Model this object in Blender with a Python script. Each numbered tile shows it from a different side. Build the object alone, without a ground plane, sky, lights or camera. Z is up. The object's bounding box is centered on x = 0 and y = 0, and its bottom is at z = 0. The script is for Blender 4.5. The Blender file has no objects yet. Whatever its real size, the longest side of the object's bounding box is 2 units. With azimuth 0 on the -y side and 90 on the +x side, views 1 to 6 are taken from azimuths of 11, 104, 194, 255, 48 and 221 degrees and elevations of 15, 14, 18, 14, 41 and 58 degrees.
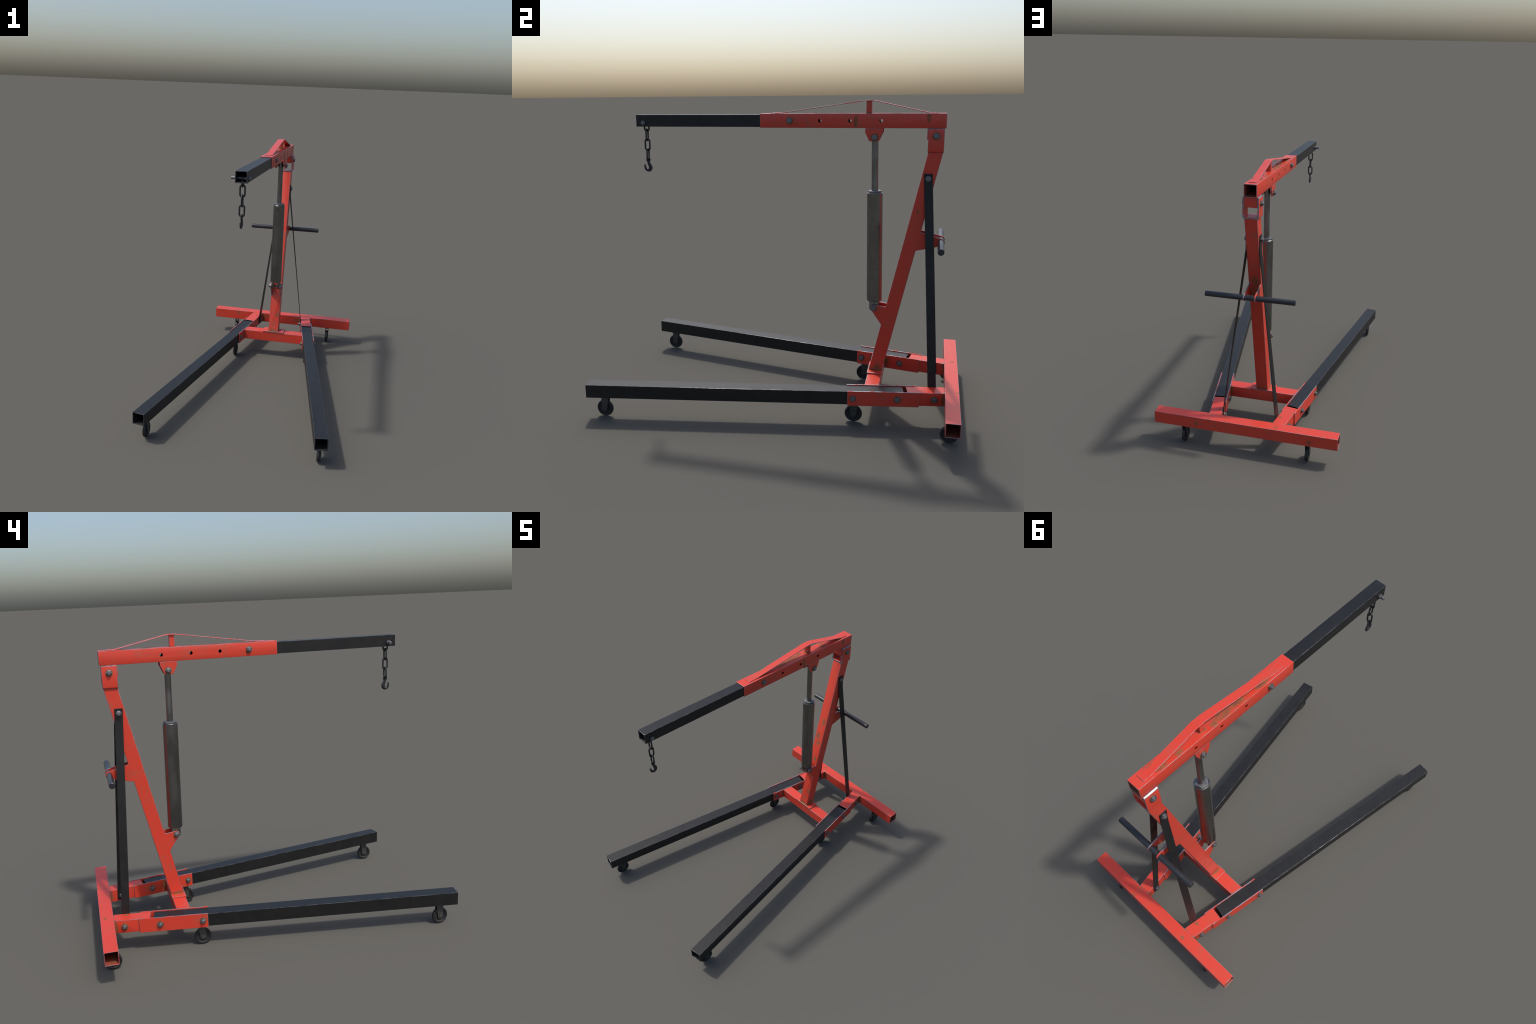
"""A worn red engine hoist: T-shaped base with two splayed black legs on casters, a raking red mast,
a boom with a black telescoping arm, chain and hook, a steel lifting ram, braces and a push handle."""
import bpy, bmesh, math, random
from math import sin, cos, pi, radians, sqrt, atan2
from mathutils import Vector, Matrix

random.seed(11)
scene = bpy.context.scene

# ------------------------------------------------------------------ node helpers


class Nodes:
    def __init__(self, name):
        self.mat = bpy.data.materials.new(name)
        self.mat.use_nodes = True
        self.t = self.mat.node_tree
        self.t.nodes.clear()
        self.out = self.t.nodes.new("ShaderNodeOutputMaterial")
        self.bsdf = self.t.nodes.new("ShaderNodeBsdfPrincipled")
        self.t.links.new(self.bsdf.outputs[0], self.out.inputs[0])
        self.obj = self.t.nodes.new("ShaderNodeTexCoord").outputs["Object"]

    def put(self, socket, value):
        if isinstance(value, bpy.types.NodeSocket):
            self.t.links.new(value, socket)
        else:
            if isinstance(value, (tuple, list)) and len(value) == 3 and socket.type == "RGBA":
                value = (*value, 1.0)
            socket.default_value = value

    def math(self, op, a, b=0.0, clamp=False):
        n = self.t.nodes.new("ShaderNodeMath")
        n.operation, n.use_clamp = op, clamp
        self.put(n.inputs[0], a)
        self.put(n.inputs[1], b)
        return n.outputs[0]

    def vmath(self, op, a, b=(0, 0, 0), out=0):
        n = self.t.nodes.new("ShaderNodeVectorMath")
        n.operation = op
        self.put(n.inputs[0], a)
        if op == "SCALE":
            self.put(n.inputs["Scale"], b)
        else:
            self.put(n.inputs[1], b)
        return n.outputs[out]

    def noise(self, scale, detail=4.0, rough=0.55, vec=None, stretch=None, colour=False, distort=0.0):
        vec = vec or self.obj
        if stretch:
            vec = self.vmath("MULTIPLY", vec, stretch)
        n = self.t.nodes.new("ShaderNodeTexNoise")
        self.put(n.inputs["Vector"], vec)
        self.put(n.inputs["Scale"], scale)
        self.put(n.inputs["Detail"], detail)
        self.put(n.inputs["Roughness"], rough)
        self.put(n.inputs["Distortion"], distort)
        return n.outputs["Color" if colour else 0]

    def step(self, v, lo, hi, a=0.0, b=1.0):
        n = self.t.nodes.new("ShaderNodeMapRange")
        n.interpolation_type = "SMOOTHSTEP"
        self.put(n.inputs["Value"], v)
        for k, x in zip(("From Min", "From Max", "To Min", "To Max"), (lo, hi, a, b)):
            n.inputs[k].default_value = x
        return n.outputs[0]

    def mix(self, f, a, b):
        n = self.t.nodes.new("ShaderNodeMix")
        n.data_type = "RGBA"
        self.put(n.inputs[0], f)
        self.put(n.inputs[6], a)
        self.put(n.inputs[7], b)
        return n.outputs[2]

    def mixf(self, f, a, b):
        n = self.t.nodes.new("ShaderNodeMix")
        n.data_type = "FLOAT"
        self.put(n.inputs[0], f)
        self.put(n.inputs[2], a)
        self.put(n.inputs[3], b)
        return n.outputs[0]

    def bump(self, height, strength, distance=0.001):
        n = self.t.nodes.new("ShaderNodeBump")
        n.inputs["Strength"].default_value = strength
        n.inputs["Distance"].default_value = distance
        self.put(n.inputs["Height"], height)
        self.t.links.new(n.outputs[0], self.bsdf.inputs["Normal"])

    def set(self, **kw):
        for k, v in kw.items():
            self.put(self.bsdf.inputs[k.replace("_", " ")], v)


# ------------------------------------------------------------------ main sizes (metres)
SLOPE = 0.1755                                   # legs splay outwards by about ten degrees
LEG_U = Vector((-SLOPE, 1, 0)).normalized()      # right-hand leg, front to rear
LEG_N = Vector((LEG_U.y, -LEG_U.x, 0))           # its outward side
LEG_FRONT = Vector((0.5381, -0.9936, 0))


def leg_point(t, n=0.0, z=0.0):
    return LEG_FRONT + LEG_U * t + LEG_N * n + Vector((0, 0, z))


def mirrored(p):
    return Vector((-p[0], p[1], p[2]))


LEG_W, LEG_Z0, LEG_Z1, LEG_END = 0.0774, 0.1216, 0.1969, 1.7270
SOCK_W, SOCK_Z0, SOCK_Z1, SOCK_T0, SOCK_T1 = 0.0905, 0.1187, 0.2022, 1.4293, 1.8068
STUB_T0 = 1.7462
BAR_Y0, BAR_Y1, BAR_Z0, BAR_Z1, BAR_X = 0.9248, 0.9982, 0.1246, 0.2003, 0.5728
MAST_X = 0.0380
BOOM_X, BOOM_Z0, BOOM_Z1, BOOM_Y0, BOOM_Y1 = 0.0381, 1.5616, 1.6371, -0.1210, 0.8607
ARM_X, ARM_Z0, ARM_Z1, ARM_Y0 = 0.0336, 1.5654, 1.6316, -0.8535
RAM_TOP, RAM_LOW = Vector((0, 0.4990, 1.5140)), Vector((0, 0.5218, 0.5780))
BOLT_Z = 0.1605
TIP = Vector((0, -0.8083, 1.5873))

# ------------------------------------------------------------------ materials
RED, RED_DULL, RUST, RUST_DARK = (0.585, 0.046, 0.025), (0.33, 0.080, 0.046), (0.235, 0.105, 0.036), (0.125, 0.058, 0.022)
STEEL = (0.27, 0.285, 0.325)  # tinted blue to carry reflected sky on the bare edges


def fold(n):
    """object coordinates with x made positive, so that one stain serves both sides"""
    return n.vmath("MAXIMUM", n.obj, n.vmath("MULTIPLY", n.obj, (-1, 1, 1)))


# stains: centre, radius, stretch of the distance along x, y, z, strength
BOLT_STAINS = [
    ((0.037, 0.0430, 1.5995), 0.021), ((0.037, 0.4990, 1.5140), 0.022), ((0.0475, 0.8135, 1.5230), 0.022),
    ((0.037, 0.5218, 0.5780), 0.021), (tuple(leg_point(1.4585, 0.0434, BOLT_Z)), 0.020),
    (tuple(leg_point(1.6925, 0.0434, BOLT_Z)), 0.022), (tuple(leg_point(1.8875, 0.0377, BOLT_Z)), 0.023),
    (tuple(leg_point(1.4585, -0.0434, BOLT_Z)), 0.022), (tuple(leg_point(1.6925, -0.0434, BOLT_Z)), 0.022),
    (tuple(leg_point(1.8875, -0.0377, BOLT_Z)), 0.024)]
PATCHES = [
    # boom top, below the truss strap
    ((-0.010, 0.335, 1.636), 0.034, (1.2, 0.55, 1)), ((-0.006, 0.235, 1.636), 0.034, (1.3, 0.5, 1)),
    ((-0.020, 0.085, 1.636), 0.022, (1.3, 0.40, 1)), ((-0.022, 0.615, 1.636), 0.015, (1, 0.6, 1)),
    ((-0.022, 0.715, 1.636), 0.016, (1.2, 0.4, 1)), ((0.022, 0.735, 1.636), 0.016, (1.2, 0.4, 1)),
    ((0.012, 0.600, 1.636), 0.018, (1, 0.6, 1)), ((0.0, 0.449, 1.640), 0.014, (0.5, 1, 0.8)),
    ((0.000, 0.464, 1.636), 0.026, (1, 1, 3.0)), ((-0.021, 0.400, 1.636), 0.016, (1, 0.6, 1)),
    # mast: front, side and above the handle lugs
    ((0.004, 0.628, 0.778), 0.020, (1, 1, 0.8)), ((0.010, 0.600, 0.640), 0.016, (1, 1, 0.6)),
    ((-0.012, 0.640, 0.832), 0.022, (1, 1, 0.6)), ((0.010, 0.676, 0.950), 0.020, (1, 1, 0.5)),
    ((0.022, 0.535, 0.337), 0.014, (1, 1, 0.6)), ((0.037, 0.738, 1.129), 0.011, (1, 1, 1)),
    ((0.000, 0.748, 1.030), 0.040, (1.3, 1, 0.8)), ((0.0, 0.742, 0.960), 0.038, (1, 1, 0.8)),
    ((0.000, 0.506, 0.214), 0.044, (1, 2.4, 2.6)), ((0.000, 0.577, 0.214), 0.044, (1, 2.4, 2.6)),
    ((0.037, 0.552, 0.230), 0.024, (1, 1, 1.0)), ((-0.037, 0.540, 0.214), 0.040, (2.0, 1, 2.6)),
    ((0.037, 0.543, 0.214), 0.044, (2.0, 1, 2.6)),
    # rear beam: round stains, welds and the faces by the stubs
    ((-0.196, 0.969, 0.199), 0.0135, (1, 1, 1)), ((0.223, 0.992, 0.199), 0.011, (1, 1, 1)),
    ((-0.193, 0.854, 0.199), 0.016, (1, 1.3, 1)), ((-0.130, 0.926, 0.176), 0.019, (1, 1, 1.4)),
    ((0.130, 0.926, 0.167), 0.022, (1, 1, 1.2)), ((-0.371, 0.926, 0.183), 0.016, (1, 1, 1)),
    ((0.30, 0.997, 0.160), 0.016, (1, 1, 1)), ((-0.40, 0.997, 0.150), 0.018, (1, 1, 1)),
    ((0.16, 0.922, 0.160), 0.050, (2.6, 2.6, 1)), ((-0.16, 0.922, 0.160), 0.050, (2.6, 2.6, 1)),
    ((0.245, 0.922, 0.160), 0.050, (2.6, 2.6, 1)), ((-0.245, 0.922, 0.160), 0.050, (2.6, 2.6, 1)),
    # crossbeam ends, boom sides, the ends of the beam tube
    ((0.232, 0.497, 0.165), 0.034, (2.6, 2.6, 1)), ((-0.232, 0.497, 0.165), 0.034, (2.6, 2.6, 1)),
    ((0.212, 0.577, 0.165), 0.046, (2.6, 1.4, 1)), ((-0.212, 0.577, 0.165), 0.046, (2.6, 1.4, 1)),
    ((0.037, 0.400, 1.595), 0.034, (1, 2.4, 0.8)), ((0.037, 0.772, 1.615), 0.026, (1, 2.0, 0.9)),
    ((0.0, 0.962, 0.127), 0.020, (0.03, 1, 1)), ((0.0, 0.960, 0.160), 0.030, (0.06, 1, 1))]


def tick_mark(c, side):
    """the small check-shaped scratch, as points along two strokes"""
    y, z = c
    pts = []
    for k in range(4):
        pts.append((y - side * 0.0035 * k, z - 0.0012 * k))
    y2, z2 = pts[-1]
    for k in range(1, 7):
        pts.append((y2 - side * 0.0030 * k, z2 + 0.0027 * k))
    return [((-side * 0.037, a, b), 0.0042 if i == 0 else 0.0022) for i, (a, b) in enumerate(pts)]


TICKS = tick_mark((0.078, 1.5815), -1) + tick_mark((-0.081, 1.5815), 1)


def rust_mask(n):
    wob = n.vmath("SCALE", n.vmath("SUBTRACT", n.noise(55, 4, 0.6, colour=True), (0.5, 0.5, 0.5)), 0.016)
    p, pf = n.vmath("ADD", n.obj, wob), n.vmath("ADD", fold(n), wob)
    rings = patches = None
    for c, r in BOLT_STAINS:
        d = n.vmath("DISTANCE", pf, c, 1)
        s = n.step(d, r * 0.80, r * 1.08, 1, 0)
        rings = s if rings is None else n.math("MAXIMUM", rings, s)
    for c, r, k in PATCHES:
        d = n.vmath("LENGTH", n.vmath("MULTIPLY", n.vmath("SUBTRACT", p, c), k), out=1)
        s = n.step(d, r * 0.45, r * 1.2, 1, 0)
        patches = s if patches is None else n.math("MAXIMUM", patches, s)
    marks = None
    for c, r in TICKS:
        d = n.vmath("DISTANCE", n.obj, c, 1)
        s = n.step(d, r * 0.8, r * 1.1, 1, 0)
        marks = s if marks is None else n.math("MAXIMUM", marks, s)
    grain = n.noise(70, 6, 0.65)
    streak = n.noise(26, 5, 0.6, stretch=(2.2, 0.5, 1.1))
    broken = n.math("MULTIPLY", patches, n.step(n.math("ADD", n.math("MULTIPLY", grain, 0.5), n.math("MULTIPLY", streak, 0.6)), 0.36, 0.56))
    rings = n.math("MULTIPLY", rings, n.step(n.noise(38, 3, 0.5), 0.22, 0.42))
    return n.math("MAXIMUM", n.math("MAXIMUM", rings, broken), marks), grain


def red_paint():
    n = Nodes("worn_red_paint")
    rust, grain = rust_mask(n)
    # faint rubbed and dirty mottling, specks and thin vertical runs
    cloud = n.step(n.noise(16, 6, 0.62), 0.46, 0.74)
    fleck = n.step(n.noise(125, 3, 0.6), 0.60, 0.71)
    run = n.step(n.noise(30, 4, 0.55, stretch=(1.4, 1.4, 0.16)), 0.56, 0.74)
    area = n.step(n.noise(6, 3, 0.5), 0.42, 0.62)
    dull = n.math("MULTIPLY", n.math("MAXIMUM", n.math("MULTIPLY", cloud, 0.70), n.math("MULTIPLY", run, 0.55)), n.math("ADD", n.math("MULTIPLY", area, 0.7), 0.3))
    col = n.mix(dull, RED, RED_DULL)
    specks = n.math("MULTIPLY", fleck, n.math("MULTIPLY", area, 0.65))
    spots = n.step(n.noise(44, 2, 0.5), 0.70, 0.76)
    specks = n.math("MAXIMUM", specks, n.math("MULTIPLY", spots, 0.6))
    col = n.mix(specks, col, RUST)
    rcol = n.mix(n.step(grain, 0.40, 0.66), RUST_DARK, RUST)
    col = n.mix(n.math("MULTIPLY", rust, 0.86), col, rcol)
    rough = n.mixf(rust, n.mixf(cloud, 0.34, 0.46), 0.78)
    n.set(Base_Color=col, Roughness=rough, Specular_IOR_Level=0.5)
    n.bump(n.math("ADD", n.math("MULTIPLY", grain, 0.35), n.noise(420, 2, 0.5)), 0.12, 0.0006)
    return n.mat


def red_edge(name, lo, hi, rough=0.58):
    """where the paint has worn off the edges down to the steel"""
    n = Nodes(name)
    worn = n.step(n.math("ADD", n.math("MULTIPLY", n.noise(34, 5, 0.6), 0.6), n.math("MULTIPLY", n.noise(9, 2, 0.5), 0.4)), lo, hi)
    col = n.mix(worn, RED, STEEL)
    dark = n.step(n.noise(60, 3, 0.6), 0.56, 0.68)
    col = n.mix(n.math("MULTIPLY", dark, 0.7), col, (0.11, 0.085, 0.075))
    n.set(Base_Color=col, Roughness=rough, Metallic=n.math("MULTIPLY", worn, 0.95))
    return n.mat


def black_paint():
    n = Nodes("black_paint")
    g = n.noise(20, 5, 0.6)
    scuff = n.step(n.noise(60, 4, 0.6, stretch=(1, 0.25, 1)), 0.60, 0.76)
    col = n.mix(n.step(g, 0.35, 0.7), (0.0085, 0.0087, 0.0092), (0.0125, 0.0126, 0.0132))
    col = n.mix(n.math("MULTIPLY", scuff, 0.25), col, (0.030, 0.030, 0.031))
    n.set(Base_Color=col, Roughness=n.mixf(g, 0.38, 0.48), Specular_IOR_Level=0.40)
    n.bump(n.noise(380, 2, 0.5), 0.10, 0.0005)
    return n.mat


def black_edge():
    n = Nodes("rubbed_black_edge")
    worn = n.step(n.noise(24, 5, 0.65), 0.42, 0.60)
    n.set(Base_Color=n.mix(worn, (0.014, 0.0145, 0.0155), (0.15, 0.155, 0.17)), Roughness=0.36, Metallic=n.math("MULTIPLY", worn, 0.6))
    return n.mat


def simple(name, a, b, scale, rough, metallic=0.0, stretch=None, bump=0.0, speck=0.0, speck_col=None):
    n = Nodes(name)
    g = n.step(n.noise(scale, 5, 0.6, stretch=stretch), 0.36, 0.66)
    col = n.mix(g, a, b)
    if speck:
        col = n.mix(n.math("MULTIPLY", n.step(n.noise(scale * 6, 3, 0.65), 0.56, 0.70), speck), col, speck_col)
    n.set(Base_Color=col, Roughness=n.mixf(g, rough * 0.85, min(1.0, rough * 1.2)), Metallic=metallic)
    if bump:
        n.bump(n.noise(scale * 9, 3, 0.6), bump, 0.0006)
    return n.mat


M_RED, M_BLACK, M_BLACK_EDGE = red_paint(), black_paint(), black_edge()
M_RED_EDGE, M_GLINT_LEDGE, M_RED_RUBBED = red_edge("bare_steel_edge", 0.38, 0.51), red_edge("modelled_sun_glint", 0.42, 0.50, 0.34), red_edge("rubbed_plate_edge", 0.43, 0.52)
M_INSIDE = simple("rusty_tube_inside", (0.30, 0.040, 0.020), (0.13, 0.060, 0.026), 26, 0.75)
M_HOLLOW = simple("dark_tube_inside", (0.006, 0.006, 0.006), (0.010, 0.0095, 0.009), 40, 0.8)
M_BOLT = simple("grey_zinc", (0.15, 0.155, 0.165), (0.21, 0.215, 0.225), 90, 0.54, 0.85, bump=0.15)
M_RAM = simple("ram_steel", (0.205, 0.201, 0.192), (0.232, 0.228, 0.219), 18, 0.28, 1.0, stretch=(1, 1, 0.4), bump=0.04, speck=0.25, speck_col=(0.42, 0.42, 0.42))
M_ROD = simple("rod_steel", (0.200, 0.198, 0.194), (0.250, 0.248, 0.242), 26, 0.33, 1.0, stretch=(1, 1, 0.4), speck=0.2, speck_col=(0.45, 0.45, 0.45))
M_CHAIN = simple("blackened_iron", (0.020, 0.021, 0.023), (0.040, 0.041, 0.044), 70, 0.36, 0.35)
M_RUBBER = simple("black_rubber", (0.010, 0.010, 0.011), (0.016, 0.016, 0.017), 60, 0.62)
M_FORK = simple("galvanised_grey", (0.060, 0.059, 0.056), (0.090, 0.088, 0.083), 130, 0.48, 0.45, bump=0.12, speck=0.25, speck_col=(0.035, 0.033, 0.030))
M_HANDLE = simple("handle_black", (0.022, 0.024, 0.028), (0.036, 0.038, 0.043), 50, 0.33, 0.25, stretch=(0.12, 1, 1), speck=0.35, speck_col=(0.10, 0.105, 0.115))

# ------------------------------------------------------------------ mesh helpers
hoist = bpy.data.objects.new("engine_hoist", None)
scene.collection.objects.link(hoist)
hoist["label"] = "worn red engine hoist with black legs, telescoping boom, chain and hook"
hoist["category"] = "engine hoist"


def finish(bm, name, mats, parent=None, bevel=0.0, segments=2, edge=False, smooth=22, angle=30, boolean=None, narrow=0.0, narrow_slot=1):
    """turn a bmesh into a named child; optional bevel whose faces take the worn-edge material"""
    bmesh.ops.recalc_face_normals(bm, faces=bm.faces)
    for f in bm.faces:                       # thin plate edges lose their paint first
        if len(f.verts) == 4 and min(e.calc_length() for e in f.edges) < narrow < 9:
            f.material_index = narrow_slot
    me = bpy.data.meshes.new(name)
    bm.to_mesh(me)
    bm.free()
    for m in mats:
        me.materials.append(m)
    ob = bpy.data.objects.new(name, me)
    scene.collection.objects.link(ob)
    if bevel:
        b = ob.modifiers.new("edges", "BEVEL")
        b.width, b.segments, b.limit_method, b.angle_limit = bevel, segments, "ANGLE", radians(angle)
        b.use_clamp_overlap, b.harden_normals = True, False
        b.miter_outer = "MITER_ARC"
        if edge:
            b.material = 1
    if boolean:
        b = ob.modifiers.new("holes", "BOOLEAN")
        b.object, b.operation, b.solver = boolean, "DIFFERENCE", "EXACT"
    if ob.modifiers:
        dg = bpy.context.evaluated_depsgraph_get()
        new = bpy.data.meshes.new_from_object(ob.evaluated_get(dg))
        ob.modifiers.clear()
        ob.data = new
        new.name = name
        bpy.data.meshes.remove(me)
        me = new
    if smooth:
        for p in me.polygons:
            p.use_smooth = True
        me.set_sharp_from_angle(angle=radians(smooth))
    ob.parent = parent or hoist
    return ob


def add_prism(bm, ring_a, ring_b):
    """close two matching rings of points into a solid"""
    va = [bm.verts.new(p) for p in ring_a]
    vb = [bm.verts.new(p) for p in ring_b]
    k = len(va)
    for i in range(k):
        bm.faces.new((va[i], va[(i + 1) % k], vb[(i + 1) % k], vb[i]))
    bm.faces.new(va)
    bm.faces.new(list(reversed(vb)))


def add_box(bm, x0, x1, y0, y1, z0, z1):
    add_prism(bm, [(x0, y0, z0), (x1, y0, z0), (x1, y1, z0), (x0, y1, z0)], [(x0, y0, z1), (x1, y0, z1), (x1, y1, z1), (x0, y1, z1)])


def add_tube(bm, a, b, ia, ib, inside=2):
    """square tube, open at both ends: outer rings a, b and inner rings ia, ib"""
    A, B, C, D = ([bm.verts.new(p) for p in r] for r in (a, b, ia, ib))
    k = len(A)
    for i in range(k):
        j = (i + 1) % k
        bm.faces.new((A[i], A[j], B[j], B[i]))
        bm.faces.new((C[j], C[i], D[i], D[j])).material_index = inside
        bm.faces.new((A[j], A[i], C[i], C[j]))
        bm.faces.new((B[i], B[j], D[j], D[i]))


def add_cylinder(bm, p, q, r, segments=32, r2=None):
    p, q = Vector(p), Vector(q)
    z = (q - p).normalized()
    x = z.orthogonal().normalized()
    y = z.cross(x)
    ring = lambda c, rad: [c + (x * cos(2 * pi * i / segments) + y * sin(2 * pi * i / segments)) * rad for i in range(segments)]
    add_prism(bm, ring(p, r), ring(q, r if r2 is None else r2))


def add_lathe(bm, profile, origin, axis, segments=40):
    """turn (radius, distance along axis) points about an axis; the end points sit on the axis or close flat"""
    z = Vector(axis).normalized()
    x = z.orthogonal().normalized()
    y = z.cross(x)
    o = Vector(origin)
    rings = []
    for r, d in profile:
        if r < 1e-6:
            rings.append([bm.verts.new(o + z * d)])
        else:
            rings.append([bm.verts.new(o + z * d + (x * cos(2 * pi * i / segments) + y * sin(2 * pi * i / segments)) * r) for i in range(segments)])
    for a, b in zip(rings, rings[1:]):
        for i in range(segments):
            j = (i + 1) % segments
            if len(a) == 1:
                bm.faces.new((a[0], b[i], b[j]))
            elif len(b) == 1:
                bm.faces.new((a[i], a[j], b[0]))
            else:
                bm.faces.new((a[i], a[j], b[j], b[i]))


def add_sweep(bm, path, radii, side, segments=14, closed=False, flat=1.0):
    """sweep an ellipse along a planar path; side is the unit vector out of the plane, flat its half-thickness ratio"""
    side = Vector(side)
    k = len(path)
    rings = []
    for i, p in enumerate(path):
        a = path[(i - 1) % k] if closed or i else path[i]
        b = path[(i + 1) % k] if closed or i < k - 1 else path[i]
        t = (Vector(b) - Vector(a)).normalized()
        nrm = side.cross(t).normalized()
        r = radii[i] if isinstance(radii, (list, tuple)) else radii
        th = flat if isinstance(radii, (list, tuple)) else r
        rings.append([bm.verts.new(Vector(p) + nrm * (r * cos(2 * pi * s / segments)) + side * (th * sin(2 * pi * s / segments))) for s in range(segments)])
    for i in range(k if closed else k - 1):
        a, b = rings[i], rings[(i + 1) % k]
        for s in range(segments):
            u = (s + 1) % segments
            bm.faces.new((a[s], a[u], b[u], b[s]))
    if not closed:
        bm.faces.new(rings[0])
        bm.faces.new(list(reversed(rings[-1])))


def yz_plate(bm, outline, x0, x1):
    add_prism(bm, [(x0, y, z) for y, z in outline], [(x1, y, z) for y, z in outline])


def arc(cy, cz, r, a0, a1, steps):
    return [(cy + r * cos(radians(a0 + (a1 - a0) * i / steps)), cz + r * sin(radians(a0 + (a1 - a0) * i / steps))) for i in range(steps + 1)]


def tangent_lug(root_a, root_b, centre, r, steps=14):
    """outline of a lug: two roots on the mast (upper, lower) and a round tip tangent to both edges"""
    way = 1 if centre[0] > root_a[0] else -1          # the tip points to the rear or to the front

    def touch(root, up):
        dy, dz = (root[0] - centre[0]) * way, root[1] - centre[1]
        d = sqrt(dy * dy + dz * dz)
        return math.degrees(atan2(dz, dy) - up * math.acos(r / d))
    a, b = touch(root_a, 1), touch(root_b, -1)
    while a < -90:
        a += 360
    while b > a:
        b -= 360
    while a - b > 360:
        b += 360
    tip = [(centre[0] + way * (y - centre[0]), z) for y, z in arc(centre[0], centre[1], r, a, b, steps)]
    return [root_a] + tip + [root_b]


REDS, BLACKS = [M_RED, M_RED_EDGE, M_INSIDE], [M_BLACK, M_BLACK_EDGE, M_HOLLOW]
EDGE = 0.0020

# ------------------------------------------------------------------ fasteners (shared meshes, axis +x)


def hex_ring(x, r, turn=0.0):
    return [(x, r * cos(radians(60 * i) + turn), r * sin(radians(60 * i) + turn)) for i in range(6)]


def fastener_mesh(name, r, height, stud_r=0.0, stud=0.0):
    bm = bmesh.new()
    ch = r * 0.13
    flat = r * 0.866
    rings = [hex_ring(0, r), hex_ring(height - ch * 0.62, r), hex_ring(height, flat * 0.97)]
    vs = [[bm.verts.new(p) for p in ring] for ring in rings]
    for a, b in zip(vs, vs[1:]):
        for i in range(6):
            bm.faces.new((a[i], a[(i + 1) % 6], b[(i + 1) % 6], b[i]))
    bm.faces.new(vs[0])
    bm.faces.new(list(reversed(vs[-1])))
    if stud:
        c = min(stud_r * 0.22, stud * 0.4)
        add_lathe(bm, [(0, height - 0.001), (stud_r, height - 0.001), (stud_r, height + stud - c), (stud_r - c, height + stud), (0, height + stud)], (0, 0, 0), (1, 0, 0), 20)
    bmesh.ops.recalc_face_normals(bm, faces=bm.faces)
    me = bpy.data.meshes.new(name)
    bm.to_mesh(me)
    bm.free()
    me.materials.append(M_BOLT)
    for p in me.polygons:
        p.use_smooth = True
    me.set_sharp_from_angle(angle=radians(20))
    return me


BOLT = fastener_mesh("bolt_head", 0.0162, 0.0106)
NUT = fastener_mesh("nut", 0.0162, 0.0118, 0.0098, 0.0050)
SMALL_BOLT = fastener_mesh("bolt_head", 0.0152, 0.0104)
SMALL_NUT = fastener_mesh("nut", 0.0152, 0.0110, 0.0092, 0.0050)
TIP_BOLT = fastener_mesh("bolt_head", 0.0136, 0.0105)
TIP_NUT = fastener_mesh("nut", 0.0136, 0.0100, 0.0085, 0.0215)


def fasten(mesh, name, p, outward, parent, turn=0.0):
    ob = bpy.data.objects.new(name, mesh)
    scene.collection.objects.link(ob)
    d = Vector(outward).normalized()
    yaw = atan2(d.y, d.x)
    ob.matrix_world = Matrix.Translation(p) @ Matrix.Rotation(yaw, 4, "Z") @ Matrix.Rotation(turn + random.uniform(-0.12, 0.12), 4, "X")
    m = ob.matrix_world.copy()
    ob.parent = parent
    ob.matrix_world = m
    return ob


def shank(p, q, r, parent):
    bm = bmesh.new()
    add_cylinder(bm, p, q, r, 20)
    return finish(bm, "bolt_shank", [M_BOLT], parent)


# ------------------------------------------------------------------ base frame
bm = bmesh.new()
W = 0.0036
quad = lambda x, y0, y1, z0, z1: [(x, y0, z0), (x, y1, z0), (x, y1, z1), (x, y0, z1)]
add_tube(bm, quad(-BAR_X, BAR_Y0, BAR_Y1, BAR_Z0, BAR_Z1), quad(BAR_X, BAR_Y0, BAR_Y1, BAR_Z0, BAR_Z1),
         quad(-BAR_X, BAR_Y0 + W, BAR_Y1 - W, BAR_Z0 + W, BAR_Z1 - W), quad(BAR_X, BAR_Y0 + W, BAR_Y1 - W, BAR_Z0 + W, BAR_Z1 - W))
rear_beam = finish(bm, "rear_beam", REDS, bevel=0.0013, edge=True)

bm = bmesh.new()
CX0, CX1, CY0, CY1, CZ0, CZ1 = 0.2300, 0.2170, 0.5018, 0.5780, 0.1258, 0.1994
add_prism(bm, [(-CX0, CY0, CZ0), (CX0, CY0, CZ0), (CX0, CY0, CZ1), (-CX0, CY0, CZ1)], [(-CX1, CY1, CZ0), (CX1, CY1, CZ0), (CX1, CY1, CZ1), (-CX1, CY1, CZ1)])
crossbeam = finish(bm, "crossbeam", REDS, bevel=EDGE, edge=True)

bm = bmesh.new()
add_box(bm, -0.0816, 0.0816, 0.4986, 0.5822, CZ1 + 0.0004, 0.2092)
mount_plate = finish(bm, "mounting_plate", REDS, bevel=EDGE, edge=True)

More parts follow.
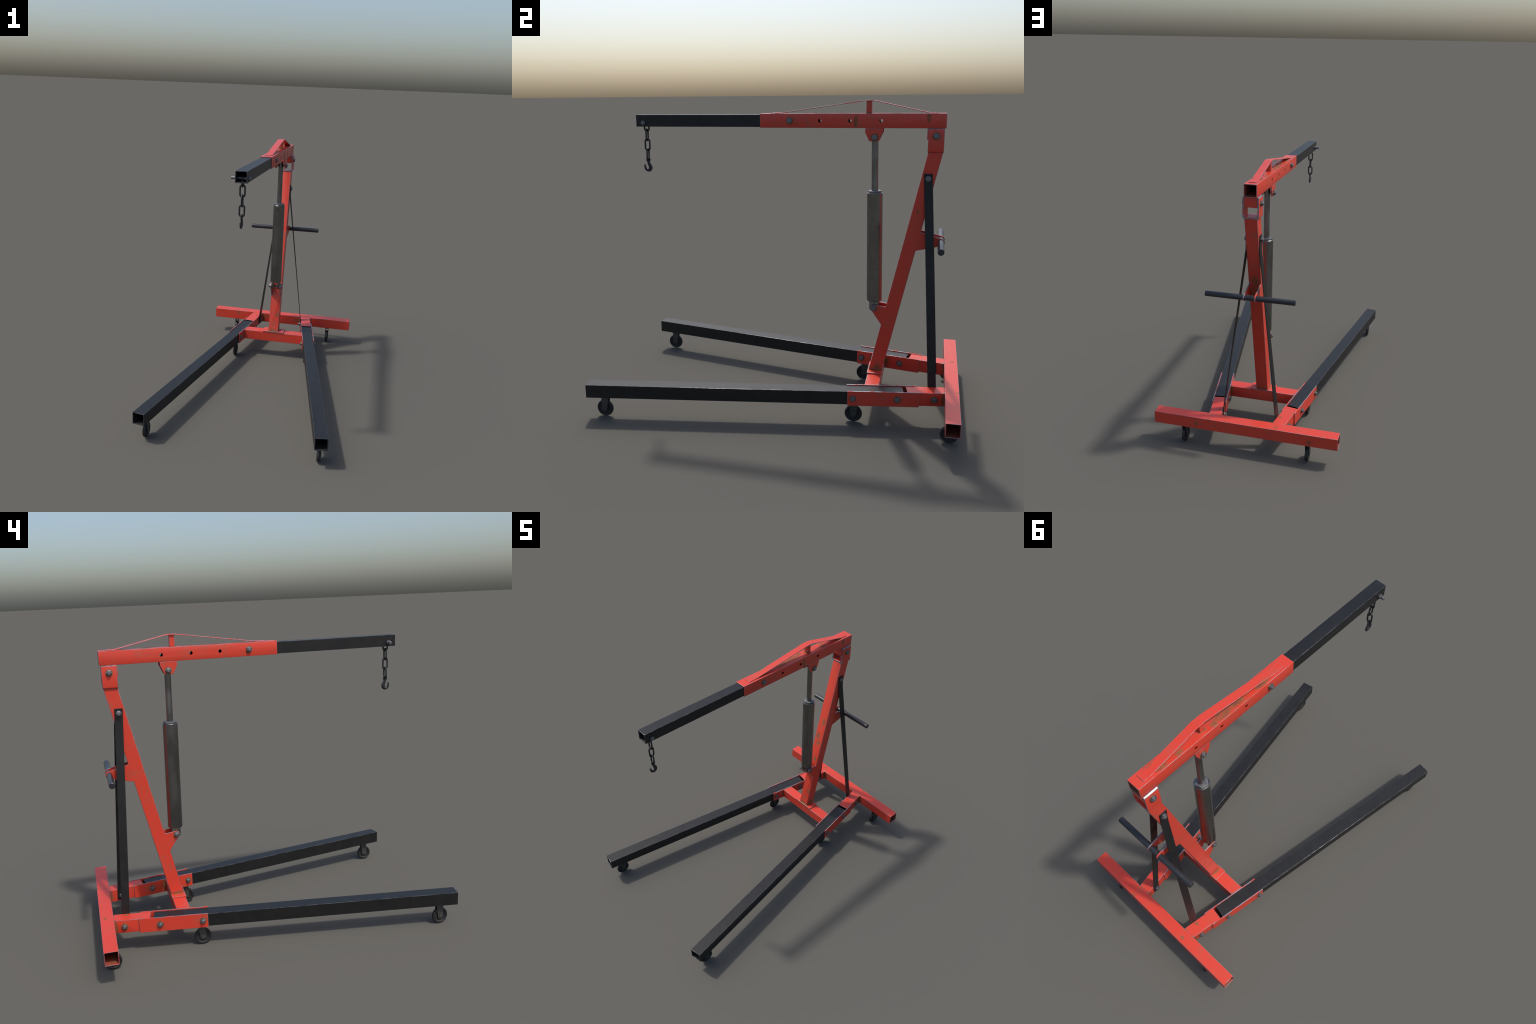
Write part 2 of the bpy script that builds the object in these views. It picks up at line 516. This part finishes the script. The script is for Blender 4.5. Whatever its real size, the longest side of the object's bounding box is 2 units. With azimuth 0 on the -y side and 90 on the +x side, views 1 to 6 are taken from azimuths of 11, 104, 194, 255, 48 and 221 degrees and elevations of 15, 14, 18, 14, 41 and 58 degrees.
for side in (1, -1):
    S = (lambda p: Vector(p)) if side > 0 else mirrored
    out = S(LEG_N)
    # stub tube welded to the rear beam, cut square at the front and mitred at the beam
    bm = bmesh.new()

    def stub_ring(w, z0, z1, rear):
        r = []
        for n, z in ((-w, z0), (w, z0), (w, z1), (-w, z1)):
            p = leg_point(STUB_T0, n, z)
            if rear:
                p = p + LEG_U * ((BAR_Y0 - 0.0002 - p.y) / LEG_U.y)
            r.append(S(p))
        return r
    h = LEG_W / 2
    add_tube(bm, stub_ring(h, BAR_Z0, 0.1990, 0), stub_ring(h, BAR_Z0, 0.1990, 1), stub_ring(h - 0.004, BAR_Z0 + 0.004, 0.195, 0), stub_ring(h - 0.004, BAR_Z0 + 0.004, 0.195, 1))
    stub = finish(bm, "leg_stub", REDS, bevel=0.0015, edge=True)

    # U-shaped socket that holds the leg, welded along the stub
    bm = bmesh.new()
    so, si, zb = SOCK_W / 2, SOCK_W / 2 - 0.0062, SOCK_Z0 + 0.0040
    ring = lambda t: [S(leg_point(t, n, z)) for n, z in ((-so, SOCK_Z0), (so, SOCK_Z0), (so, SOCK_Z1), (si, SOCK_Z1), (si, zb), (-si, zb), (-si, SOCK_Z1), (-so, SOCK_Z1))]
    add_prism(bm, ring(SOCK_T0), ring(SOCK_T1))
    socket = finish(bm, "leg_socket", REDS + [M_RED_RUBBED], bevel=0.0016, edge=True, narrow=0.0066, narrow_slot=3)

    # black leg tube
    bm = bmesh.new()
    ring = lambda t, w, a, b: [S(leg_point(t, n, z)) for n, z in ((-w, a), (w, a), (w, b), (-w, b))]
    zl = LEG_Z0 + 0.0008
    h = LEG_W / 2 - 0.0002
    add_tube(bm, ring(0, h, zl, LEG_Z1), ring(LEG_END, h, zl, LEG_Z1), ring(0, h - 0.0042, zl + 0.0042, LEG_Z1 - 0.0042), ring(LEG_END, h - 0.0042, zl + 0.0042, LEG_Z1 - 0.0042))
    leg = finish(bm, "leg", BLACKS, bevel=0.0014, edge=True)

    for t in (1.4585, 1.6925):
        fasten(SMALL_BOLT if side > 0 else SMALL_NUT, "bolt_head" if side > 0 else "nut", S(leg_point(t, so, BOLT_Z)), out, socket, radians(30))
        fasten(SMALL_NUT if side > 0 else SMALL_BOLT, "nut" if side > 0 else "bolt_head", S(leg_point(t, -so, BOLT_Z)), -out, socket, radians(30))
    fasten(SMALL_BOLT if side > 0 else SMALL_NUT, "bolt_head" if side > 0 else "nut", S(leg_point(1.8875, LEG_W / 2, BOLT_Z)), out, stub, radians(30))

# ------------------------------------------------------------------ casters (one set of meshes, six uses)
WHEEL_R, WHEEL_W, HUB_Z = 0.0474, 0.0200, 0.0474


def caster_parts(top):
    bm = bmesh.new()
    w = WHEEL_W / 2
    prof = [(0, -0.0045), (0.0130, -0.0045), (0.0150, -0.0055), (0.0330, -0.0055), (0.0365, -w * 0.90)]
    for a in range(-80, 81, 16):
        prof.append((WHEEL_R - 0.0062 + 0.0062 * cos(radians(a)), w * sin(radians(a)) / sin(radians(80))))
    prof += [(0.0365, w * 0.90), (0.0330, 0.0055), (0.0150, 0.0055), (0.0130, 0.0045), (0, 0.0045)]
    add_lathe(bm, prof, (0, 0, HUB_Z), (1, 0, 0), 44)
    wheel = finish(bm, "wheel", [M_RUBBER], smooth=40)
    # pressed-steel fork: straight front edge, raking rear edge, round lower end, bridged at the top
    bm = bmesh.new()
    r = 0.0163
    rear = tangent_angle = math.degrees(atan2(top - HUB_Z, 0.028)) - math.degrees(math.acos(r / sqrt((top - HUB_Z) ** 2 + 0.028 ** 2)))
    outline = [(-r, top)] + arc(0, HUB_Z, r, 180, 360 + rear, 14) + [(0.028, top)]
    for s in (1, -1):
        yz_plate(bm, outline, s * 0.0104, s * 0.0128)
        add_cylinder(bm, (s * 0.0124, 0, HUB_Z), (s * 0.0144, 0, HUB_Z), 0.0058, 20, 0.0050)
    add_box(bm, -0.0104, 0.0104, -r, 0.028, top - 0.0110, top)
    fork = finish(bm, "fork", [M_FORK], bevel=0.0006, segments=1)
    return wheel, fork


def place_caster(at, wheel, fork, first):
    c = bpy.data.objects.new("caster", None)
    scene.collection.objects.link(c)
    c.location = at
    c.parent = hoist
    for src in (fork, wheel):
        o = src if first else src.copy()
        if not first:
            scene.collection.objects.link(o)
        o.parent = c
        o.location = (0, 0, 0)


wheel, fork = caster_parts(0.1255)
first = True
for t in (0.0925, 1.4650):
    for side in (1, -1):
        p = leg_point(t)
        # the middle caster on the right sits a little further in than its twin
        place_caster((side * p.x - (0.0135 if side > 0 and t > 1 else 0.0), p.y, 0), wheel, fork, first)
        first = False
for side in (1, -1):
    place_caster((side * 0.3885, 0.9530, 0), wheel, fork, False)

# ------------------------------------------------------------------ mast
MY0, MY1, MZ0 = (0.5052, 0.7752), (0.5788, 0.8510), 0.2088
MZ1 = 1.4376
front_y = lambda z: MY0[0] + (MY0[1] - MY0[0]) * (z - MZ0) / (MZ1 - MZ0)
rear_y = lambda z: MY1[0] + (MY1[1] - MY1[0]) * (z - MZ0) / (MZ1 - MZ0)
LUG_T = 0.0078


def union(bodies, name):
    """weld closed bodies into one bmesh without seams"""
    obs = []
    for b in bodies:
        bmesh.ops.recalc_face_normals(b, faces=b.faces)
        me = bpy.data.meshes.new(name)
        b.to_mesh(me)
        b.free()
        o = bpy.data.objects.new(name + "_piece", me)
        scene.collection.objects.link(o)
        obs.append(o)
    for o in obs[1:]:
        m = obs[0].modifiers.new("weld", "BOOLEAN")
        m.object, m.operation, m.solver = o, "UNION", "EXACT"
    bpy.context.view_layer.update()
    dg = bpy.context.evaluated_depsgraph_get()
    res = bpy.data.meshes.new_from_object(obs[0].evaluated_get(dg))
    out = bmesh.new()
    out.from_mesh(res)
    bmesh.ops.remove_doubles(out, verts=out.verts, dist=0.00005)
    bmesh.ops.dissolve_limit(out, angle_limit=radians(1.5), verts=out.verts, edges=out.edges)
    bpy.data.meshes.remove(res)
    for o in obs:
        me = o.data
        bpy.data.objects.remove(o)
        bpy.data.meshes.remove(me)
    return out


bodies = [bmesh.new()]
add_prism(bodies[0], [(-MAST_X, MY0[0], MZ0), (MAST_X, MY0[0], MZ0), (MAST_X, MY1[0], MZ0), (-MAST_X, MY1[0], MZ0)],
          [(-MAST_X, MY0[1], MZ1), (MAST_X, MY0[1], MZ1), (MAST_X, MY1[1], MZ1), (-MAST_X, MY1[1], MZ1)])
for side in (1, -1):
    # ram lugs in front, handle lugs behind: plates flush with the sides of the mast, each with a round tip
    low, high = 0.4825, 0.5880
    plate = tangent_lug((front_y(high), high), (front_y(low), low), (RAM_LOW.y, RAM_LOW.z), 0.0190)
    plate = [(front_y(high) + 0.02, high)] + plate + [(front_y(low) + 0.02, low)]
    bodies.append(bmesh.new())
    yz_plate(bodies[-1], plate, side * MAST_X, side * (MAST_X - LUG_T))
    low, high = 0.9150, 1.0165
    plate = tangent_lug((rear_y(high), high), (rear_y(low), low), (0.8640, 0.9670), 0.0207)
    plate = [(rear_y(high) - 0.02, high)] + plate + [(rear_y(low) - 0.02, low)]
    bodies.append(bmesh.new())
    yz_plate(bodies[-1], plate, side * MAST_X, side * (MAST_X - LUG_T))
mast = finish(union(bodies, "mast"), "mast", REDS, bevel=0.0016, edge=True, narrow=0.0085)

# U bracket on the mast head, its lower bends rounded
bm = bmesh.new()
BX, BT, BZ0, BZ1, BY0, BY1 = 0.0486, 0.0095, 1.4378, 1.5612, 0.7727, 0.8536


def u_section(y):
    outer = [(-BX, BZ1 - 0.0024)] + [(-BX + 0.010 - 0.010 * cos(radians(a)), BZ0 + 0.010 - 0.010 * sin(radians(a))) for a in range(0, 91, 18)]
    outer += [(BX - 0.010 + 0.010 * sin(radians(a)), BZ0 + 0.010 - 0.010 * cos(radians(a))) for a in range(0, 91, 18)] + [(BX, BZ1 - 0.0024)]
    inner = [(BX - BT, BZ1 + 0.0028), (BX - BT, BZ0 + BT), (-BX + BT, BZ0 + BT), (-BX + BT, BZ1 + 0.0028)]  # plate tops sloped outward to shape a white sun glint beside the boom
    return [(x, y, z) for x, z in outer + inner]


add_prism(bm, u_section(BY0), u_section(BY1))
for f in bm.faces:
    if f.calc_center_median().z > BZ1 - 0.001:
        f.material_index = 3
    elif len(f.verts) > 4:
        f.material_index = 1
bracket = finish(bm, "mast_bracket", REDS + [M_GLINT_LEDGE], bevel=0.0018, edge=True, angle=40)
P_HINGE = Vector((0, 0.8135, 1.5230))
fasten(BOLT, "bolt_head", P_HINGE + Vector((BX, 0, 0)), (1, 0, 0), bracket)
fasten(NUT, "nut", P_HINGE - Vector((BX, 0, 0)), (-1, 0, 0), bracket)

# push handle through the two rear lugs
bm = bmesh.new()
hr = 0.0166
add_lathe(bm, [(0, -0.2722), (hr - 0.0025, -0.2722), (hr, -0.2700), (hr, 0.2700), (hr - 0.0025, 0.2722), (0, 0.2722)], (0, 0.8640, 0.9670), (1, 0, 0), 32)
finish(bm, "handle", [M_HANDLE])

# ------------------------------------------------------------------ boom
bm = bmesh.new()
quad = lambda y, x, z0, z1: [(-x, y, z0), (x, y, z0), (x, y, z1), (-x, y, z1)]
wb = 0.0044
add_tube(bm, quad(BOOM_Y0, BOOM_X, BOOM_Z0, BOOM_Z1), quad(BOOM_Y1, BOOM_X, BOOM_Z0, BOOM_Z1),
         quad(BOOM_Y0, ARM_X + 0.0004, ARM_Z0 - 0.0004, ARM_Z1 + 0.0004), quad(BOOM_Y1, ARM_X + 0.0004, ARM_Z0 - 0.0004, ARM_Z1 + 0.0004))
cut = bmesh.new()
for y in (0.2075, 0.3685, 0.5310):
    add_cylinder(cut, (-0.06, y, 1.5993), (0.06, y, 1.5993), 0.0095, 28)
cutter_mesh = bpy.data.meshes.new("hole_cutter")
cut.to_mesh(cutter_mesh)
cut.free()
cutter = bpy.data.objects.new("hole_cutter", cutter_mesh)
scene.collection.objects.link(cutter)
bpy.context.view_layer.update()
boom = finish(bm, "boom", REDS, bevel=0.0013, edge=True, boolean=cutter)
bpy.data.objects.remove(cutter)

# hinge block under the boom, between the bracket plates
bm = bmesh.new()
add_box(bm, -0.0382, 0.0382, 0.7671, 0.8526, 1.5025, BOOM_Z0 - 0.0003)
finish(bm, "hinge_block", REDS, boom, bevel=0.0014, edge=True)

# two tapering cheeks that carry the head of the ram
for side in (1, -1):
    bm = bmesh.new()
    yz_plate(bm, [(0.4488, BOOM_Z0 - 0.0003), (0.4488, 1.5394), (0.4714, 1.4932), (0.5192, 1.4932), (0.5412, 1.5412), (0.5424, BOOM_Z0 - 0.0003)], side * (BOOM_X - 0.0002), side * (BOOM_X - 0.0078))
    cheek = finish(bm, "ram_cheek", REDS, boom, bevel=0.0014, edge=True)
    fasten(BOLT if side > 0 else NUT, "bolt_head" if side > 0 else "nut", RAM_TOP + Vector((side * BOOM_X, 0, 0)), (side, 0, 0), cheek)
    fasten(BOLT if side > 0 else NUT, "bolt_head" if side > 0 else "nut", Vector((side * BOOM_X, 0.0430, 1.5995)), (side, 0, 0), boom, radians(30))
shank(RAM_TOP - Vector((0.036, 0, 0)), RAM_TOP + Vector((0.036, 0, 0)), 0.0080, boom)

# truss strap over a post
bm = bmesh.new()
add_box(bm, -0.0143, 0.0143, 0.4500, 0.4788, BOOM_Z1 + 0.0002, 1.7012)
finish(bm, "strap_post", REDS, boom, bevel=0.0014, edge=True)
bm = bmesh.new()
st, sx = 0.0042, 0.0230
line = [(0.8186, BOOM_Z1 + st), (0.7738, BOOM_Z1 + st), (0.4895, 1.7043), (0.4425, 1.7043), (-0.0050, BOOM_Z1 + st), (-0.0634, BOOM_Z1 + st)]
low = [(y, z - st + 0.0002) for y, z in line]
yz_plate(bm, line + low[::-1], -sx, sx)
finish(bm, "truss_strap", REDS, boom, bevel=0.0012, edge=True, angle=40)

# black telescoping arm
bm = bmesh.new()
wa = 0.0043
add_tube(bm, quad(ARM_Y0, ARM_X, ARM_Z0, ARM_Z1), quad(0.0950, ARM_X, ARM_Z0, ARM_Z1),
         quad(ARM_Y0, ARM_X - wa, ARM_Z0 + wa, ARM_Z1 - wa), quad(0.0950, ARM_X - wa, ARM_Z0 + wa, ARM_Z1 - wa))
slot = bmesh.new()
add_box(slot, -0.0085, 0.0085, -0.8300, -0.7800, ARM_Z0 - 0.01, ARM_Z0 + 0.02)
slot_mesh = bpy.data.meshes.new("slot_cutter")
slot.to_mesh(slot_mesh)
slot.free()
cutter = bpy.data.objects.new("slot_cutter", slot_mesh)
scene.collection.objects.link(cutter)
bpy.context.view_layer.update()
arm = finish(bm, "boom_extension", BLACKS, bevel=0.0014, edge=True, boolean=cutter)
bpy.data.objects.remove(cutter)
fasten(TIP_BOLT, "bolt_head", TIP + Vector((ARM_X, 0, 0)), (1, 0, 0), arm)
fasten(TIP_NUT, "nut", TIP - Vector((ARM_X, 0, 0)), (-1, 0, 0), arm, radians(30))
shank(TIP - Vector((ARM_X, 0, 0)), TIP + Vector((ARM_X, 0, 0)), 0.0083, arm)

# ------------------------------------------------------------------ chain and hook
WIRE, PITCH, LINK_HALF = 0.0049, 0.0550, 0.0138
CHAIN_Y, CHAIN_TOP = -0.8052, 1.6000


def link_path(centre, across):
    L = PITCH / 2 + WIRE - LINK_HALF
    pts = []
    for sgn in (1, -1):
        for i in range(13):
            a = radians(180 * i / 12) if sgn > 0 else radians(180 + 180 * i / 12)
            u, v = LINK_HALF * cos(a), sgn * L + LINK_HALF * sin(a)
            pts.append(Vector((u, 0, v)) if across == "x" else Vector((0, u, v)))
    return pts


bm = bmesh.new()
add_sweep(bm, link_path(None, "x"), WIRE, (0, 1, 0), 14, closed=True)
first_link = finish(bm, "chain_link", [M_CHAIN], smooth=60)
for i in range(4):
    link = first_link if i == 0 else first_link.copy()
    if i:
        scene.collection.objects.link(link)
    link.parent = hoist
    link.location = (0, CHAIN_Y, CHAIN_TOP - PITCH * (i + 0.5))
    link.rotation_euler = (0, 0, radians(90) if i % 2 == 0 else random.uniform(-0.05, 0.05))

hook_y, eye_r = CHAIN_Y, 0.0088
eye_z = CHAIN_TOP - 4 * PITCH + 0.0045 - eye_r
bm = bmesh.new()
add_sweep(bm, [Vector((0, hook_y + eye_r * cos(2 * pi * i / 24), eye_z + eye_r * sin(2 * pi * i / 24))) for i in range(24)], 0.0052, (1, 0, 0), 12, closed=True)
spine = [(-0.8048, -0.0095, 0.0075), (-0.8025, -0.0195, 0.0082), (-0.7975, -0.0305, 0.0092), (-0.7935, -0.0400, 0.0105), (-0.7938, -0.0490, 0.0112),
         (-0.7985, -0.0570, 0.0103), (-0.8060, -0.0610, 0.0084), (-0.8140, -0.0600, 0.0073), (-0.8210, -0.0550, 0.0066), (-0.8250, -0.0480, 0.0060),
         (-0.8268, -0.0400, 0.0051), (-0.8274, -0.0330, 0.0044), (-0.8278, -0.0290, 0.0034), (-0.8280, -0.0272, 0.0018)]


def smooth_curve(pts, per=4):
    res = []
    k = len(pts)
    for i in range(k - 1):
        p0, p1, p2, p3 = (Vector(pts[max(0, min(k - 1, j))]) for j in (i - 1, i, i + 1, i + 2))
        for s in range(per):
            t = s / per
            res.append(0.5 * (2 * p1 + (p2 - p0) * t + (2 * p0 - 5 * p1 + 4 * p2 - p3) * t * t + (3 * p1 - p0 - 3 * p2 + p3) * t ** 3))
    res.append(Vector(pts[-1]))
    return res


curve = smooth_curve(spine)
add_sweep(bm, [Vector((0, c.x, eye_z + c.y)) for c in curve], [c.z + 0.0008 for c in curve], (1, 0, 0), 16, flat=0.0062)
finish(bm, "hook", [M_CHAIN], smooth=60)

# ------------------------------------------------------------------ lifting ram
axis = (RAM_TOP - RAM_LOW).normalized()
at = lambda z: RAM_LOW + axis * ((z - RAM_LOW.z) / axis.z)
bm = bmesh.new()
R, Z0, Z1 = 0.0419, 0.6075, 1.2190
d = lambda z: (z - RAM_LOW.z) / axis.z
add_lathe(bm, [(0, d(Z0)), (0.0270, d(Z0)), (R - 0.004, d(Z0 + 0.0040)), (R, d(Z0 + 0.0095)), (R, d(Z1 - 0.0020)), (R - 0.0020, d(Z1)), (0, d(Z1))], RAM_LOW, axis, 56)
cylinder = finish(bm, "ram_cylinder", [M_RAM], smooth=30)
# fork-shaped foot
ay = Vector((0, axis.z, -axis.y))
for side in (1, -1):
    bm = bmesh.new()
    ring = []
    for y, z in [(0.0262, 0.032)] + [(0.0262 * cos(radians(a)), -0.0020 + 0.0225 * sin(radians(a))) for a in range(0, -181, -15)] + [(-0.0262, 0.032)]:
        ring.append((y, z))
    add_prism(bm, [RAM_LOW + ay * y + axis * z + Vector((side * 0.0110, 0, 0)) for y, z in ring], [RAM_LOW + ay * y + axis * z + Vector((side * 0.0270, 0, 0)) for y, z in ring])
    finish(bm, "ram_foot", [M_RAM], cylinder, bevel=0.0030, segments=3)
shank(RAM_LOW - Vector((MAST_X, 0, 0)), RAM_LOW + Vector((MAST_X, 0, 0)), 0.0085, cylinder)
for side in (1, -1):
    fasten(BOLT if side > 0 else NUT, "bolt_head" if side > 0 else "nut", RAM_LOW + Vector((side * MAST_X, 0, 0)), (side, 0, 0), cylinder, radians(20))
# hexagonal gland nut and polished rod
bm = bmesh.new()
ring = lambda z, r: [at(z) + Vector((r * sin(radians(60 * i + 12)), 0, 0)) + ay * (r * cos(radians(60 * i + 12))) for i in range(6)]
add_prism(bm, ring(Z1 - 0.0003, 0.0380), ring(Z1 + 0.0110, 0.0380))
finish(bm, "gland_nut", [M_BOLT], cylinder, bevel=0.0014, segments=2)
bm = bmesh.new()
add_lathe(bm, [(0, d(Z1)), (0.0177, d(Z1)), (0.0177, d(1.538)), (0.0163, d(1.5400)), (0, d(1.5400))], RAM_LOW, axis, 36)
finish(bm, "ram_rod", [M_ROD], smooth=30)

# ------------------------------------------------------------------ flat braces from mast to stubs
for side in (1, -1):
    S = (lambda p: Vector(p)) if side > 0 else mirrored
    T, half = 0.0048, 0.0222
    inner = leg_point(1.8875, -LEG_W / 2)
    foot_u, foot_n = LEG_U, -LEG_N
    top_u = Vector((0, 1, 0))
    c_top = Vector((MAST_X + 0.0002, 0.7822, 1.3300))
    c_bend = Vector((MAST_X + 0.0002, 0.7870, 1.2440))
    foot_c = lambda z: Vector((inner.x, inner.y + (0.165 - z) * 0.065, z)) + foot_n * 0.0004
    # stations: centre of the face against the frame, width direction, outward direction
    stations = [(c_top, top_u, Vector((1, 0, 0))), (c_bend, top_u, Vector((1, 0, 0)))]
    end = foot_c(0.1960)
    for k in range(1, 8):
        f = k / 8
        u = top_u.lerp(foot_u, f).normalized()
        stations.append((c_bend.lerp(end, f), u, Vector((u.y, -u.x, 0))))
    fn = Vector((foot_u.y, -foot_u.x, 0))
    stations += [(foot_c(0.1960), foot_u, fn), (foot_c(0.1340), foot_u, fn)]
    bm = bmesh.new()
    loops = []
    for i, (c, u, nn) in enumerate(stations):
        base = c - nn * T if i >= len(stations) - 2 else c - nn * (T * max(0.0, (i - 1) / (len(stations) - 3)))
        loops.append([bm.verts.new(S(base + u * w + nn * o)) for w, o in ((-half, 0), (half, 0), (half, T), (-half, T))])
    for a, b in zip(loops, loops[1:]):
        for i in range(4):
            bm.faces.new((a[i], a[(i + 1) % 4], b[(i + 1) % 4], b[i]))
    bm.faces.new(loops[0])
    bm.faces.new(list(reversed(loops[-1])))
    brace = finish(bm, "brace", BLACKS, bevel=0.0007, segments=1, angle=40)
    fasten(BOLT if side > 0 else NUT, "bolt_head" if side > 0 else "nut", S(Vector((MAST_X + 0.0002 + T, 0.7837, 1.3040))), (side, 0, 0), brace)
    fasten(SMALL_NUT if side > 0 else SMALL_BOLT, "nut" if side > 0 else "bolt_head", S(inner - LEG_N * (T + 0.0006) + Vector((0, 0, BOLT_Z))), S(-LEG_N), brace, radians(30))

bpy.context.view_layer.update()
